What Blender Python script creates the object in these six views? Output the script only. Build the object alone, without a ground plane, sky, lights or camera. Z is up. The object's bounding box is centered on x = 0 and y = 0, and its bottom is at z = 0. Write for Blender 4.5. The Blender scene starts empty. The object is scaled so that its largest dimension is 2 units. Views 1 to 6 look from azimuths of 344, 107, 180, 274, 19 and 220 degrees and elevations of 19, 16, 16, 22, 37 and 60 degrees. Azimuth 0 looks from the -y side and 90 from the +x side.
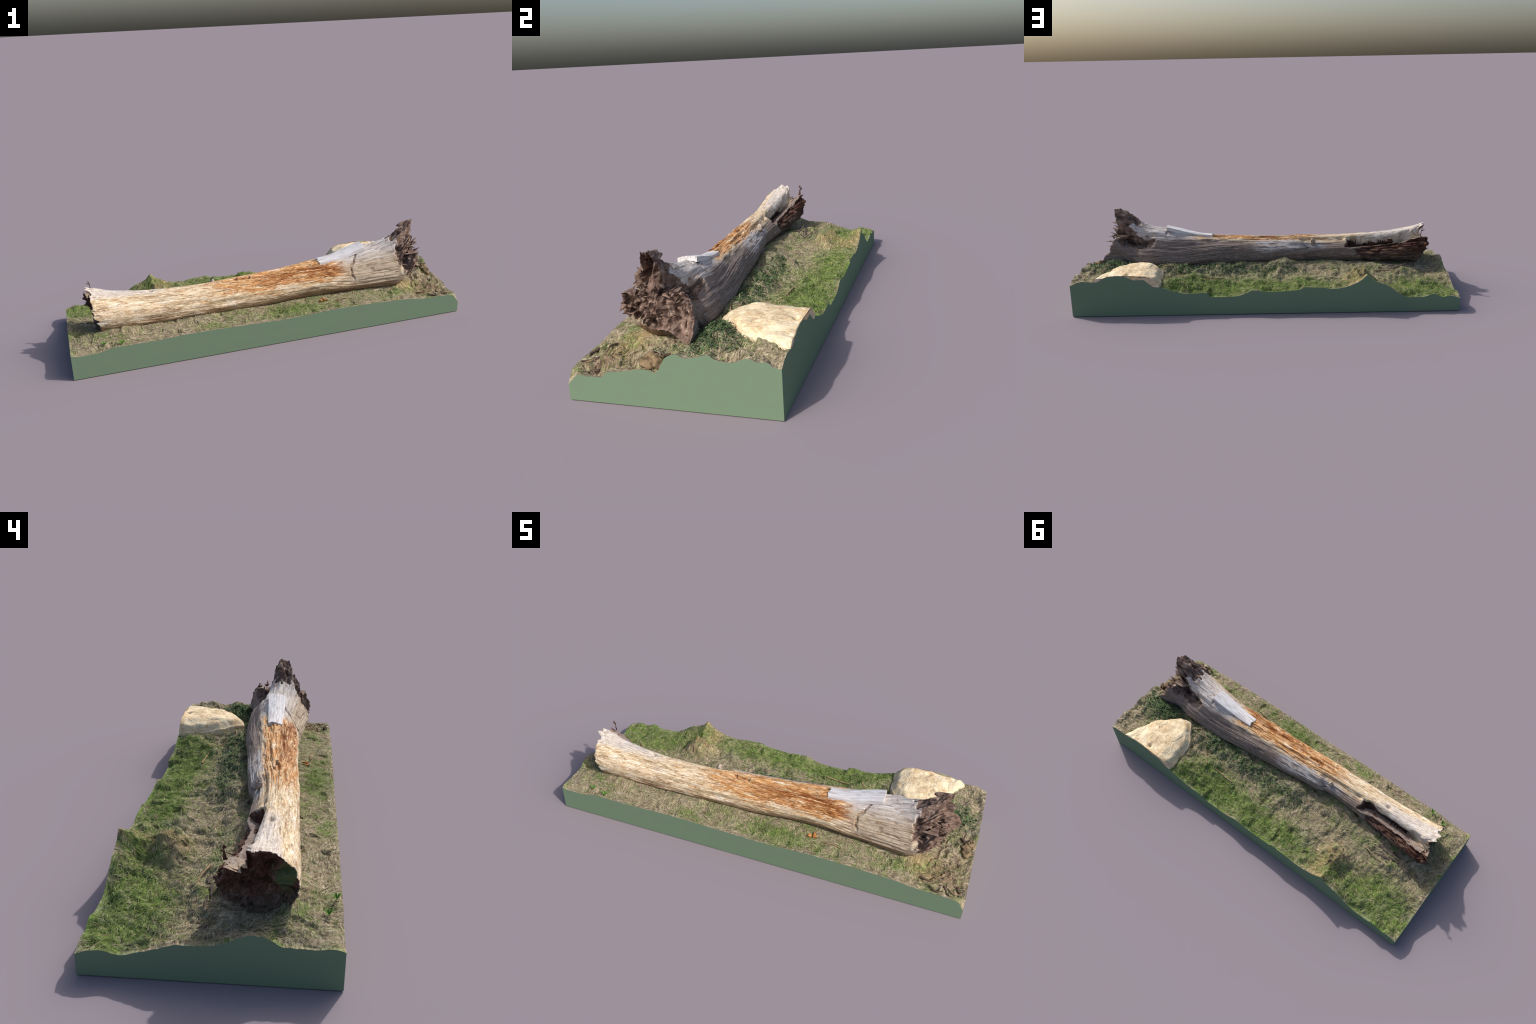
"""A weathered fallen tree trunk lying on a cut block of rough meadow, with a pale
stone beside it.  Everything is computed from profiles, curves and noise."""
import math
import random
import bpy
import numpy as np

random.seed(7)
RNG = np.random.default_rng(11)
HX, HY = 1.0, 0.36                       # half sizes of the ground block


# ------------------------------------------------------------------ noise
def _hash(i, j, k, seed):
    h = (i.astype(np.int64) * 374761393 + j.astype(np.int64) * 668265263 + k.astype(np.int64) * 2147483647
         + seed * 974634777) & 0xFFFFFFFF
    h = ((h ^ (h >> 13)) * 1274126177) & 0xFFFFFFFF
    h = (h ^ (h >> 16)) & 0xFFFFFFFF
    return h.astype(np.float64) / 4294967295.0 * 2.0 - 1.0


def noise(x, y, z=0.0, seed=0):
    """Smooth value noise, -1..1."""
    x, y, z = np.broadcast_arrays(np.asarray(x, float), np.asarray(y, float), np.asarray(z, float))
    i, j, k = np.floor(x), np.floor(y), np.floor(z)
    f, g, h = x - i, y - j, z - k
    f, g, h = (t * t * t * (t * (t * 6 - 15) + 10) for t in (f, g, h))
    out = 0.0
    for a in (0, 1):
        for b in (0, 1):
            for c in (0, 1):
                w = (f if a else 1 - f) * (g if b else 1 - g) * (h if c else 1 - h)
                out = out + w * _hash(i + a, j + b, k + c, seed)
    return out


def fbm(x, y, z=0.0, octaves=4, seed=0, gain=0.5):
    x, y, z = np.asarray(x, float), np.asarray(y, float), np.asarray(z, float)
    s, a, t = 0.0, 1.0, 0.0
    for o in range(octaves):
        s = s + a * noise(x * 2 ** o + 13.7 * o, y * 2 ** o - 7.3 * o, z * 2 ** o + 3.1 * o, seed + o)
        t += a
        a *= gain
    return s / t * 1.5


def ridged(x, y, z=0.0, octaves=4, seed=0):
    s, a, t = 0.0, 1.0, 0.0
    for o in range(octaves):
        s = s + a * (1 - 2 * np.abs(noise(np.asarray(x) * 2 ** o, np.asarray(y) * 2 ** o, np.asarray(z) * 2 ** o, seed + o)))
        t += a
        a *= 0.55
    return s / t


def smooth(e0, e1, x):
    t = np.clip((np.asarray(x, float) - e0) / (e1 - e0), 0, 1)
    return t * t * (3 - 2 * t)


def bell(x, c, w):
    return np.exp(-((np.asarray(x, float) - c) / w) ** 2)


def curve(points, x):
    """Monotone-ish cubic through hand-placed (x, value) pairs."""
    p = np.array(points, float)
    xs, ys = p[:, 0], p[:, 1]
    m = np.zeros(len(xs))
    d = np.diff(ys) / np.diff(xs)
    for i in range(1, len(xs) - 1):
        m[i] = 0 if d[i - 1] * d[i] <= 0 else 2 * d[i - 1] * d[i] / (d[i - 1] + d[i])
    m[0], m[-1] = d[0], d[-1]
    x = np.clip(np.asarray(x, float), xs[0], xs[-1])
    i = np.clip(np.searchsorted(xs, x) - 1, 0, len(xs) - 2)
    h = xs[i + 1] - xs[i]
    t = (x - xs[i]) / h
    return ((2 * t ** 3 - 3 * t ** 2 + 1) * ys[i] + (t ** 3 - 2 * t ** 2 + t) * h * m[i]
            + (-2 * t ** 3 + 3 * t ** 2) * ys[i + 1] + (t ** 3 - t ** 2) * h * m[i + 1])


# ------------------------------------------------------------------ meshes
def make_object(name, verts, faces, material=None, parent=None, shade=True):
    me = bpy.data.meshes.new(name)
    me.from_pydata([tuple(v) for v in verts], [], [tuple(f) for f in faces])
    me.update()
    if shade:
        me.polygons.foreach_set("use_smooth", [True] * len(me.polygons))
    ob = bpy.data.objects.new(name, me)
    bpy.context.scene.collection.objects.link(ob)
    if material:
        me.materials.append(material)
    if parent:
        ob.parent = parent
    return ob


def grid_object(name, P, material=None, parent=None, wrap=False, keep=None):
    """P: (nu, nv, 3) array of points -> quad mesh."""
    nu, nv = P.shape[:2]
    idx = np.arange(nu * nv).reshape(nu, nv)
    if wrap:
        idx = np.hstack([idx, idx[:, :1]])
    q = np.stack([idx[:-1, :-1], idx[1:, :-1], idx[1:, 1:], idx[:-1, 1:]], -1).reshape(-1, 4)
    if keep is not None:
        q = q[keep.reshape(-1)]
    return quads_object(name, P.reshape(-1, 3), q, material, parent)


def quads_object(name, V, q, material=None, parent=None, normals=None):
    used, inv = np.unique(q, return_inverse=True)
    q = inv.reshape(q.shape)
    V = np.asarray(V)[used]
    me = bpy.data.meshes.new(name)
    n = q.shape[1]
    me.vertices.add(len(V))
    me.vertices.foreach_set("co", V.astype(np.float32).ravel())
    me.loops.add(q.size)
    me.loops.foreach_set("vertex_index", q.astype(np.int32).ravel())
    me.polygons.add(len(q))
    me.polygons.foreach_set("loop_start", np.arange(0, q.size, n, dtype=np.int32))
    me.polygons.foreach_set("loop_total", np.full(len(q), n, dtype=np.int32))
    me.polygons.foreach_set("use_smooth", np.ones(len(q), bool))
    me.update(calc_edges=True)
    me.validate()
    if normals is not None:
        me.normals_split_custom_set_from_vertices([tuple(v) for v in normals[used]])
    ob = bpy.data.objects.new(name, me)
    bpy.context.scene.collection.objects.link(ob)
    if material:
        me.materials.append(material)
    if parent:
        ob.parent = parent
    return ob


def empty(name, label, category, at=(0, 0, 0)):
    ob = bpy.data.objects.new(name, None)
    ob.location = at
    bpy.context.scene.collection.objects.link(ob)
    ob["label"], ob["category"] = label, category
    bpy.context.view_layer.update()
    return ob


def adopt(child, parent):
    child.parent = parent
    child.matrix_parent_inverse = parent.matrix_world.inverted()


# ------------------------------------------------------------------ node helper
class Nodes:
    def __init__(self, name, roughness=0.9, specular=0.15):
        self.mat = bpy.data.materials.new(name)
        self.mat.use_nodes = True
        self.t = self.mat.node_tree
        self.bsdf = self.t.nodes["Principled BSDF"]
        self.bsdf.inputs["Roughness"].default_value = roughness
        self.bsdf.inputs["Specular IOR Level"].default_value = specular
        self.pos = self.new("ShaderNodeTexCoord").outputs["Object"]
        sep = self.new("ShaderNodeSeparateXYZ")
        self.link(self.pos, sep.inputs[0])
        self.x, self.y, self.z = sep.outputs

    def new(self, kind, **kw):
        n = self.t.nodes.new(kind)
        for k, v in kw.items():
            setattr(n, k, v)
        return n

    def link(self, a, b):
        if isinstance(a, (int, float)):
            b.default_value = a
        elif isinstance(a, tuple):
            b.default_value = a if len(a) == len(b.default_value) else (*a, 1.0)
        else:
            self.t.links.new(a, b)

    def m(self, op, a, b=0.0, c=0.0, clamp=False):
        n = self.new("ShaderNodeMath", operation=op, use_clamp=clamp)
        for v, i in zip((a, b, c), n.inputs):
            self.link(v, i)
        return n.outputs[0]

    def add(self, a, b): return self.m("ADD", a, b)
    def sub(self, a, b): return self.m("SUBTRACT", a, b)
    def mul(self, a, b): return self.m("MULTIPLY", a, b)

    def step(self, e0, e1, v):
        n = self.new("ShaderNodeMapRange", interpolation_type="SMOOTHSTEP")
        for val, k in ((v, 0), (e0, 1), (e1, 2), (0.0, 3), (1.0, 4)):
            self.link(val, n.inputs[k])
        return n.outputs[0]

    def vec(self, a, b, c):
        n = self.new("ShaderNodeCombineXYZ")
        for v, i in zip((a, b, c), n.inputs):
            self.link(v, i)
        return n.outputs[0]

    def scaled(self, v, s, rot=(0, 0, 0), loc=(0, 0, 0)):
        n = self.new("ShaderNodeMapping")
        self.link(v, n.inputs[0])
        n.inputs["Scale"].default_value = s
        n.inputs["Rotation"].default_value = rot
        n.inputs["Location"].default_value = loc
        return n.outputs[0]

    def noise(self, v, scale=1.0, detail=4.0, rough=0.55, distort=0.0, color=False):
        n = self.new("ShaderNodeTexNoise")
        self.link(v, n.inputs["Vector"])
        n.inputs["Scale"].default_value = scale
        n.inputs["Detail"].default_value = detail
        n.inputs["Roughness"].default_value = rough
        n.inputs["Distortion"].default_value = distort
        return n.outputs["Color" if color else "Fac"]

    def voronoi(self, v, scale=1.0, feature="F1", out="Distance"):
        n = self.new("ShaderNodeTexVoronoi", feature=feature)
        self.link(v, n.inputs["Vector"])
        n.inputs["Scale"].default_value = scale
        return n.outputs[out]

    def vadd(self, a, b):
        n = self.new("ShaderNodeVectorMath", operation="ADD")
        self.link(a, n.inputs[0])
        self.link(b, n.inputs[1])
        return n.outputs[0]

    def vscale(self, a, s):
        n = self.new("ShaderNodeVectorMath", operation="SCALE")
        self.link(a, n.inputs[0])
        self.link(s, n.inputs["Scale"])
        return n.outputs[0]

    def mix(self, f, a, b, mode="MIX"):
        n = self.new("ShaderNodeMix", data_type="RGBA", blend_type=mode)
        self.link(f, n.inputs[0])
        self.link(a, n.inputs[6])
        self.link(b, n.inputs[7])
        return n.outputs[2]

    def ramp(self, f, stops):
        n = self.new("ShaderNodeValToRGB")
        self.link(f, n.inputs[0])
        e = n.color_ramp.elements
        while len(e) < len(stops):
            e.new(0.5)
        for el, (p, c) in zip(e, stops):
            el.position, el.color = p, (*c, 1.0)
        return n.outputs[0]

    def blob(self, cx, cy, rx, ry, warp=None, amount=0.0, soft=0.5):
        """Soft elliptical patch in plan: 1 inside, 0 outside, edge pushed by noise."""
        dx = self.mul(self.sub(self.x, cx), 1.0 / rx)
        dy = self.mul(self.sub(self.y, cy), 1.0 / ry)
        d = self.m("SQRT", self.add(self.mul(dx, dx), self.mul(dy, dy)))
        if warp is not None:
            d = self.add(d, self.mul(self.sub(warp, 0.5), amount))
        return self.step(1.0 + soft, 1.0 - soft, d)

    def bump(self, h, strength=0.5, distance=0.005):
        n = self.new("ShaderNodeBump")
        n.inputs["Strength"].default_value = strength
        n.inputs["Distance"].default_value = distance
        self.link(h, n.inputs["Height"])
        self.link(n.outputs[0], self.bsdf.inputs["Normal"])

    def color(self, c):
        self.link(c, self.bsdf.inputs["Base Color"])
        return self.mat


def srgb(r, g, b):
    f = lambda c: c / 12.92 if c <= 0.04045 else ((c + 0.055) / 1.055) ** 2.4
    return tuple(f(v / 255.0) for v in (r, g, b))


# ------------------------------------------------------------------ materials
def plinth_material():
    n = Nodes("cut_earth_green", 0.95, 0.05)
    return n.color((*PLINTH_GREEN, 1.0))


PLINTH_GREEN = srgb(112, 133, 110)


def turf_material():
    n = Nodes("meadow_turf", 0.95, 0.05)
    p = n.pos
    warp = n.vscale(n.vadd(n.noise(p, 6, 3, color=True), (-0.5, -0.5, -0.5)), 0.10)
    q = n.vadd(p, warp)
    big = n.noise(p, 5.0, 5, 0.6)
    mid = n.noise(p, 14.0, 5, 0.65)
    # blades lying in three directions, each direction owning its own drifts
    s1 = n.noise(n.scaled(q, (26, 190, 40), (0, 0, 0.5)), 1, 4, 0.6)
    s2 = n.noise(n.scaled(q, (190, 30, 40), (0, 0, 0.3)), 1, 4, 0.6)
    s3 = n.noise(n.scaled(q, (40, 200, 40), (0, 0, -0.9)), 1, 4, 0.6)
    d1 = n.step(0.45, 0.55, n.noise(p, 9, 2))
    d2 = n.step(0.47, 0.57, n.noise(n.scaled(p, (1, 1, 1), loc=(3, 1, 0)), 11, 2))
    streak = n.mix(d2, n.mix(d1, s1, s2), s3)
    fine = n.noise(p, 170, 3, 0.7)
    tone = n.add(n.mul(streak, 0.7), n.mul(fine, 0.3))
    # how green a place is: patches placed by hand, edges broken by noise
    w = mid
    patches = [(-0.82, 0.27, 0.20, 0.15, 1.0), (-0.55, 0.30, 0.09, 0.05, 0.6), (-0.15, 0.30, 0.30, 0.11, 0.85),
               (0.30, 0.27, 0.22, 0.12, 0.9), (0.80, 0.09, 0.16, 0.10, 0.8), (0.15, 0.06, 0.45, 0.09, 0.55),
               (0.10, -0.29, 0.20, 0.05, 0.6), (-0.30, -0.31, 0.18, 0.04, 0.35), (0.95, 0.28, 0.10, 0.06, 0.35), (0.48, 0.34, 0.10, 0.08, 0.9)]
    green = 0.24
    for cx, cy, rx, ry, s in patches:
        green = n.m("MAXIMUM", green, n.mul(n.blob(cx, cy, rx, ry, w, 1.6, 0.6), s))
    green = n.m("ADD", green, n.mul(n.sub(mid, 0.5), 2.8), clamp=True)
    green = n.m("ADD", green, n.mul(n.sub(big, 0.5), 1.3), clamp=True)
    dry = n.ramp(tone, [(0.34, srgb(70, 60, 48)), (0.44, srgb(122, 111, 92)), (0.54, srgb(156, 144, 121)), (0.66, srgb(206, 194, 168))])
    lush = n.ramp(tone, [(0.34, srgb(44, 58, 30)), (0.44, srgb(82, 102, 52)), (0.54, srgb(108, 130, 68)), (0.66, srgb(160, 172, 112))])
    # darker, bluer ivy by the butt; behind the trunk also painted contact shadow
    ivy = n.ramp(tone, [(0.34, srgb(38, 50, 38)), (0.5, srgb(74, 94, 66)), (0.68, srgb(118, 136, 104))])
    iv = n.m("MAXIMUM", n.blob(0.82, 0.06, 0.16, 0.14, w, 1.4, 0.4), n.mul(n.blob(0.22, 0.07, 0.45, 0.09, w, 1.6, 0.5), 0.8))
    lush = n.mix(iv, lush, ivy)
    straw = n.ramp(tone, [(0.34, srgb(108, 86, 56)), (0.5, srgb(152, 132, 92)), (0.68, srgb(196, 176, 134))])
    st = n.m("MAXIMUM", n.blob(-0.50, 0.27, 0.09, 0.13, w, 1.2, 0.5), n.blob(0.80, -0.23, 0.11, 0.07, w, 1.4, 0.5))
    dry = n.mix(n.mul(st, 0.75), dry, straw)
    c = n.mix(n.step(0.05, 0.95, green), dry, lush)
    butt_soil = n.mul(n.blob(0.90, -0.16, 0.14, 0.16, w, 1.6, 0.6), n.step(0.40, 0.60, big))
    earth = n.ramp(tone, [(0.34, srgb(56, 44, 38)), (0.46, srgb(104, 86, 72)), (0.56, srgb(136, 116, 98)), (0.68, srgb(178, 160, 138))])
    c = n.mix(n.mul(butt_soil, 0.8), c, earth)
    soil = n.step(0.60, 0.72, n.noise(n.scaled(q, (1, 1, 1), loc=(0, 5, 2)), 16, 4, 0.6))
    c = n.mix(n.mul(soil, 0.45), c, (*srgb(104, 88, 76), 1))
    # clumps: some drifts bleached, some dark
    clump = n.noise(n.scaled(q, (1, 1, 1), loc=(1, 8, 4)), 30, 4, 0.65)
    c = n.mix(n.mul(n.step(0.56, 0.70, clump), 0.5), c, (*srgb(58, 60, 40), 1))
    grey = n.noise(n.scaled(p, (1, 1, 1), loc=(6, 2, 9)), 8, 4, 0.6)
    c = n.mix(n.mul(n.step(0.52, 0.66, grey), 0.45), c, n.ramp(tone, [(0.34, srgb(78, 76, 66)), (0.5, srgb(128, 124, 108)), (0.68, srgb(182, 176, 160))]))
    n.bump(n.add(tone, n.mul(mid, 0.6)), 0.5, 0.006)
    return n.color(c)


def wood_coords(n):
    """Unrolled trunk coordinates: along (x), around (angle)."""
    yc = n.add(n.mul(n.x, 0.01), -0.118)
    a = n.m("ARCTAN2", n.sub(n.z, 0.215), n.sub(n.y, yc))
    return n.add(a, n.mul(n.m("LESS_THAN", a, -math.pi / 2), 2 * math.pi))      # -90 .. 270 degrees


def weathered_wood():
    n = Nodes("weathered_wood", 0.75, 0.2)
    a = wood_coords(n)
    deg = math.radians
    # grain space: long along x, fine around
    sa, ca = n.m("SINE", a), n.m("COSINE", a)
    g = n.vec(n.mul(n.x, 7.0), n.mul(sa, 2.2), n.mul(ca, 2.2))
    at = lambda k: n.scaled(g, (1, 1, 1), loc=(3.1 * k, 1.7 * k, 2.3 * k))
    grain = n.noise(n.scaled(g, (1, 7, 7)), 1.6, 5, 0.65, 0.3)
    grain2 = n.noise(n.scaled(g, (2.2, 26, 26)), 1.5, 3, 0.6)
    speck = n.noise(n.scaled(g, (5, 14, 14)), 1.5, 4, 0.7)
    blot = n.noise(g, 1.3, 5, 0.62, 0.4)
    blot2 = n.noise(at(2), 2.6, 6, 0.68, 0.3)
    blot3 = n.noise(n.scaled(at(5), (1, 2.4, 2.4)), 1.5, 6, 0.68, 0.5)
    fine = n.noise(n.scaled(g, (5, 6, 6)), 2.2, 5, 0.7)
    mottle = n.noise(n.scaled(at(4), (2.6, 3.4, 3.4)), 2.0, 6, 0.72, 0.5)
    tone_g = n.add(n.add(n.mul(grain, 0.40), n.mul(grain2, 0.16)), n.add(n.mul(speck, 0.22), n.mul(fine, 0.22)))
    tone_m = n.add(n.add(n.mul(grain, 0.20), n.mul(grain2, 0.07)), n.add(n.mul(fine, 0.28), n.mul(mottle, 0.45)))
    flow = n.step(0.30, 0.50, n.x)              # the flare shows its grain, the stem is mottled
    tone = n.add(n.mul(tone_m, n.sub(1.0, flow)), n.mul(tone_g, flow))
    cream = n.ramp(tone, [(0.36, srgb(128, 98, 68)), (0.44, srgb(184, 155, 117)), (0.51, srgb(218, 197, 164)), (0.60, srgb(246, 236, 216))])
    amber = n.ramp(tone, [(0.38, srgb(96, 56, 28)), (0.45, srgb(158, 102, 54)), (0.53, srgb(204, 152, 94)), (0.62, srgb(238, 214, 172))])
    silver = n.ramp(tone, [(0.36, srgb(128, 116, 108)), (0.45, srgb(178, 170, 166)), (0.54, srgb(208, 204, 204)), (0.66, srgb(232, 230, 230))])
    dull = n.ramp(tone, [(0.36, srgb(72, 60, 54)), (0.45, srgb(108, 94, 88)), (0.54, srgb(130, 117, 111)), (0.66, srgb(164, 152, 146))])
    brown = n.ramp(tone, [(0.36, srgb(70, 48, 32)), (0.5, srgb(116, 86, 60)), (0.64, srgb(164, 134, 104))])
    chest = n.ramp(tone, [(0.36, srgb(66, 34, 14)), (0.5, srgb(128, 74, 34)), (0.64, srgb(190, 130, 68))])
    warm = n.ramp(tone, [(0.36, srgb(104, 84, 66)), (0.45, srgb(158, 139, 118)), (0.54, srgb(194, 179, 158)), (0.66, srgb(228, 219, 204))])
    jag = n.mul(n.sub(blot, 0.5), 1.4)
    ang = n.add(a, n.mul(jag, 0.7))             # ragged angle, ragged x
    xx = n.add(n.x, n.mul(jag, 0.20))
    c = cream
    # brown weather stains on the flank
    c = n.mix(n.mul(n.step(0.50, 0.66, n.add(n.mul(blot2, 0.6), n.mul(speck, 0.4))), 0.75), c, brown)
    stain = n.step(0.50, 0.62, n.add(n.mul(n.noise(n.scaled(at(9), (0.8, 1.0, 1.0)), 1.4, 6, 0.7, 0.4), 0.75), n.mul(speck, 0.25)))
    c = n.mix(n.mul(stain, 0.72), c, brown)
    bleach = n.step(0.52, 0.62, n.add(n.mul(n.noise(n.scaled(at(11), (0.8, 1.0, 1.0)), 1.5, 6, 0.68, 0.4), 0.8), n.mul(speck, 0.2)))
    c = n.mix(n.mul(bleach, 0.7), c, n.ramp(tone, [(0.38, srgb(176, 156, 130)), (0.47, srgb(226, 213, 190)), (0.56, srgb(248, 242, 230))]))
    # resin-orange streaks: dense between the middle and the plank, sparse to the left
    band = n.mul(n.step(-0.50, -0.05, xx), n.step(0.46, 0.38, xx))
    hi = n.mul(n.step(deg(42), deg(66), ang), n.step(deg(192), deg(158), ang))
    need = n.sub(0.555, n.mul(n.mul(band, hi), 0.15))
    am = n.step(need, n.add(need, 0.08), n.add(n.mul(blot3, 0.65), n.mul(speck, 0.35)))
    c = n.mix(n.mul(am, 0.92), c, amber)
    # chestnut stain beside the plank and in a stripe left of it
    ch = n.mul(n.mul(n.step(-0.20, 0.16, xx), n.step(0.46, 0.40, xx)), n.mul(n.step(deg(98), deg(115), ang), n.step(deg(172), deg(148), ang)))
    c = n.mix(n.mul(ch, n.step(0.44, 0.54, n.add(n.mul(blot3, 0.5), n.mul(blot2, 0.5)))), c, chest)
    # pale butt flare, silver along its top
    but = n.step(0.36, 0.47, n.add(n.x, n.mul(jag, 0.12)))
    flare = n.mix(n.mul(n.step(deg(138), deg(112), ang), 0.8), warm, silver)
    flare = n.mix(n.mul(n.step(0.52, 0.62, blot2), 0.6), flare, brown)
    c = n.mix(but, c, flare)
    lt = n.mul(n.step(-0.45, -0.62, xx), n.mul(n.step(deg(60), deg(75), ang), n.step(deg(130), deg(108), ang)))
    c = n.mix(n.mul(lt, 0.65), c, silver)
    # back flank: dull grey-brown weathered shell (angles below about 60 degrees)
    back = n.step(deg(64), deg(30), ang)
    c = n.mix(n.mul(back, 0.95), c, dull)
    pale = n.mul(n.mul(n.step(-0.36, -0.28, n.x), n.step(0.10, 0.0, n.x)), n.mul(n.step(deg(70), deg(45), ang), n.step(deg(-5), deg(20), ang)))
    c = n.mix(n.mul(pale, n.step(0.35, 0.6, blot2)), c, silver)
    # belly turns browner towards the underside
    belly = n.m("MAXIMUM", n.step(deg(186), deg(212), ang), n.step(deg(-60), deg(-88), a))
    c = n.mix(n.mul(belly, 0.75), c, brown)
    # grafted scar running over the shoulder of the flare
    scar_x = n.m("MAXIMUM", n.add(0.510, n.mul(n.sub(a, deg(105)), -0.080)), 0.464)
    sd = n.m("ABSOLUTE", n.add(n.sub(n.x, scar_x), n.mul(n.sub(fine, 0.5), 0.05)))
    scar = n.mul(n.step(0.010, 0.003, sd), n.mul(n.step(deg(66), deg(76), a), n.step(deg(190), deg(165), a)))
    c = n.mix(n.mul(scar, 0.65), c, brown)
    # drying cracks
    ln = n.noise(n.scaled(at(3), (0.45, 5, 5)), 1.6, 2, 0.5, 0.2)
    crack = n.mul(n.step(0.014, 0.004, n.m("ABSOLUTE", n.sub(ln, 0.5))), n.step(0.46, 0.56, n.noise(at(7), 1.8, 2)))
    c = n.mix(n.mul(crack, 0.75), c, (*srgb(58, 42, 32), 1))
    spot = n.step(0.63, 0.70, n.noise(n.scaled(g, (3, 3, 3)), 2.4, 3, 0.6))
    c = n.mix(n.mul(spot, 0.5), c, (*srgb(84, 60, 42), 1))
    n.bump(n.sub(n.add(tone, n.mul(blot2, 0.4)), n.mul(crack, 0.6)), 0.5, 0.004)
    return n.color(c)


def rotten_wood(name, stops, scale=1.0):
    n = Nodes(name, 0.9, 0.08)
    s = n.noise(n.scaled(n.pos, (14, 60, 60)), scale, 5, 0.65, 0.5)
    b = n.noise(n.pos, 26, 5, 0.65)
    t = n.add(n.mul(s, 0.55), n.mul(b, 0.45))
    n.bump(t, 0.6, 0.006)
    return n.color(n.ramp(t, stops))


def heartwood_material():
    n = Nodes("rotten_heartwood", 0.9, 0.08)
    s = n.noise(n.scaled(n.pos, (12, 60, 60)), 1, 5, 0.65, 0.5)
    b = n.noise(n.pos, 24, 5, 0.65)
    t = n.add(n.mul(s, 0.55), n.mul(b, 0.45))
    red = n.ramp(t, [(0.36, srgb(38, 24, 22)), (0.48, srgb(74, 50, 42)), (0.58, srgb(104, 78, 66)), (0.68, srgb(146, 124, 108))])
    grey = n.ramp(t, [(0.36, srgb(58, 50, 44)), (0.5, srgb(98, 88, 80)), (0.66, srgb(150, 138, 126))])
    c = n.mix(n.step(0.24, 0.14, n.add(n.z, n.mul(n.sub(b, 0.5), 0.2))), red, grey)
    # moss on the front half of the sawn end
    dy, dz = n.mul(n.sub(n.y, -0.195), 1 / 0.03), n.mul(n.sub(n.z, 0.255), 1 / 0.055)
    d = n.add(n.m("SQRT", n.add(n.mul(dy, dy), n.mul(dz, dz))), n.mul(n.sub(b, 0.5), 3.0))
    moss = n.mul(n.step(1.2, 0.8, d), n.step(-0.80, -0.83, n.x))
    c = n.mix(n.mul(moss, 0.9), c, (*srgb(92, 104, 70), 1))
    n.bump(t, 0.6, 0.006)
    return n.color(c)


def stone_material():
    n = Nodes("pale_limestone", 0.85, 0.15)
    b = n.noise(n.pos, 16, 6, 0.65, 0.3)
    f = n.noise(n.pos, 90, 5, 0.7)
    t = n.add(n.mul(b, 0.65), n.mul(f, 0.35))
    c = n.ramp(t, [(0.28, srgb(150, 120, 88)), (0.42, srgb(206, 180, 142)), (0.55, srgb(232, 214, 180)), (0.75, srgb(246, 238, 218))])
    rust = n.step(0.55, 0.70, n.noise(n.scaled(n.pos, (1, 1, 1), loc=(2, 3, 5)), 13, 4, 0.6))
    c = n.mix(n.mul(rust, 0.5), c, (*srgb(222, 176, 116), 1))
    vein = n.noise(n.scaled(n.pos, (30, 9, 30), (0, 0, 0.7)), 1, 4, 0.6, 1.2)
    line = n.step(0.02, 0.0, n.m("ABSOLUTE", n.sub(vein, 0.5)))
    c = n.mix(n.mul(line, 0.35), c, (*srgb(120, 104, 84), 1))
    n.bump(n.add(t, n.mul(line, -0.3)), 0.6, 0.006)
    return n.color(c)


def plain_material(name, c1, c2, scale=60, rough=0.85):
    n = Nodes(name, rough, 0.1)
    t = n.noise(n.pos, scale, 4, 0.6)
    n.bump(t, 0.4, 0.003)
    return n.color(n.ramp(t, [(0.35, c1), (0.65, c2)]))


# ------------------------------------------------------------------ terrain
FRONT = [(-1, .121), (-.966, .112), (-.886, .112), (-.80, .128), (-.60, .126), (-.46, .132), (-.3, .130), (-.1, .125),
         (.1, .122), (.3, .130), (.5, .126), (.7, .116), (.8, .104), (.9, .102), (.97, .098), (1, .068)]
BACK = [(-1, .072), (-.954, .083), (-.91, .076), (-.862, .093), (-.81, .077), (-.735, .077), (-.68, .104), (-.614, .148),
        (-.55, .171), (-.522, .196), (-.504, .180), (-.477, .160), (-.423, .140), (-.35, .129), (-.276, .138), (-.203, .140),
        (-.176, .127), (-.02, .117), (.062, .127), (.108, .108), (.164, .096), (.283, .095), (.30, .118), (.40, .115),
        (.483, .134), (.527, .149), (.573, .155), (.603, .178), (.625, .193), (.67, .192), (.706, .208), (.75, .218),
        (.806, .212), (.849, .191), (.872, .183), (.935, .190), (1, .173)]
LEFT = [(-.36, .121), (-.327, .128), (-.28, .125), (-.2, .127), (-.167, .145), (-.143, .156), (-.113, .157), (-.084, .150),
        (-.042, .128), (.019, .115), (.079, .115), (.141, .098), (.191, .083), (.241, .073), (.29, .084), (.321, .083), (.36, .072)]
RIGHT = [(-.36, .067), (-.324, .094), (-.29, .089), (-.24, .089), (-.215, .11), (-.162, .117), (-.115, .126), (-.08, .129),
         (-.047, .122), (-.025, .150), (-.003, .18), (.026, .189), (.057, .179), (.09, .185), (.128, .194), (.153, .182),
         (.2, .176), (.232, .185), (.258, .193), (.288, .185), (.313, .188), (.338, .176), (.36, .173)]


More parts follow.
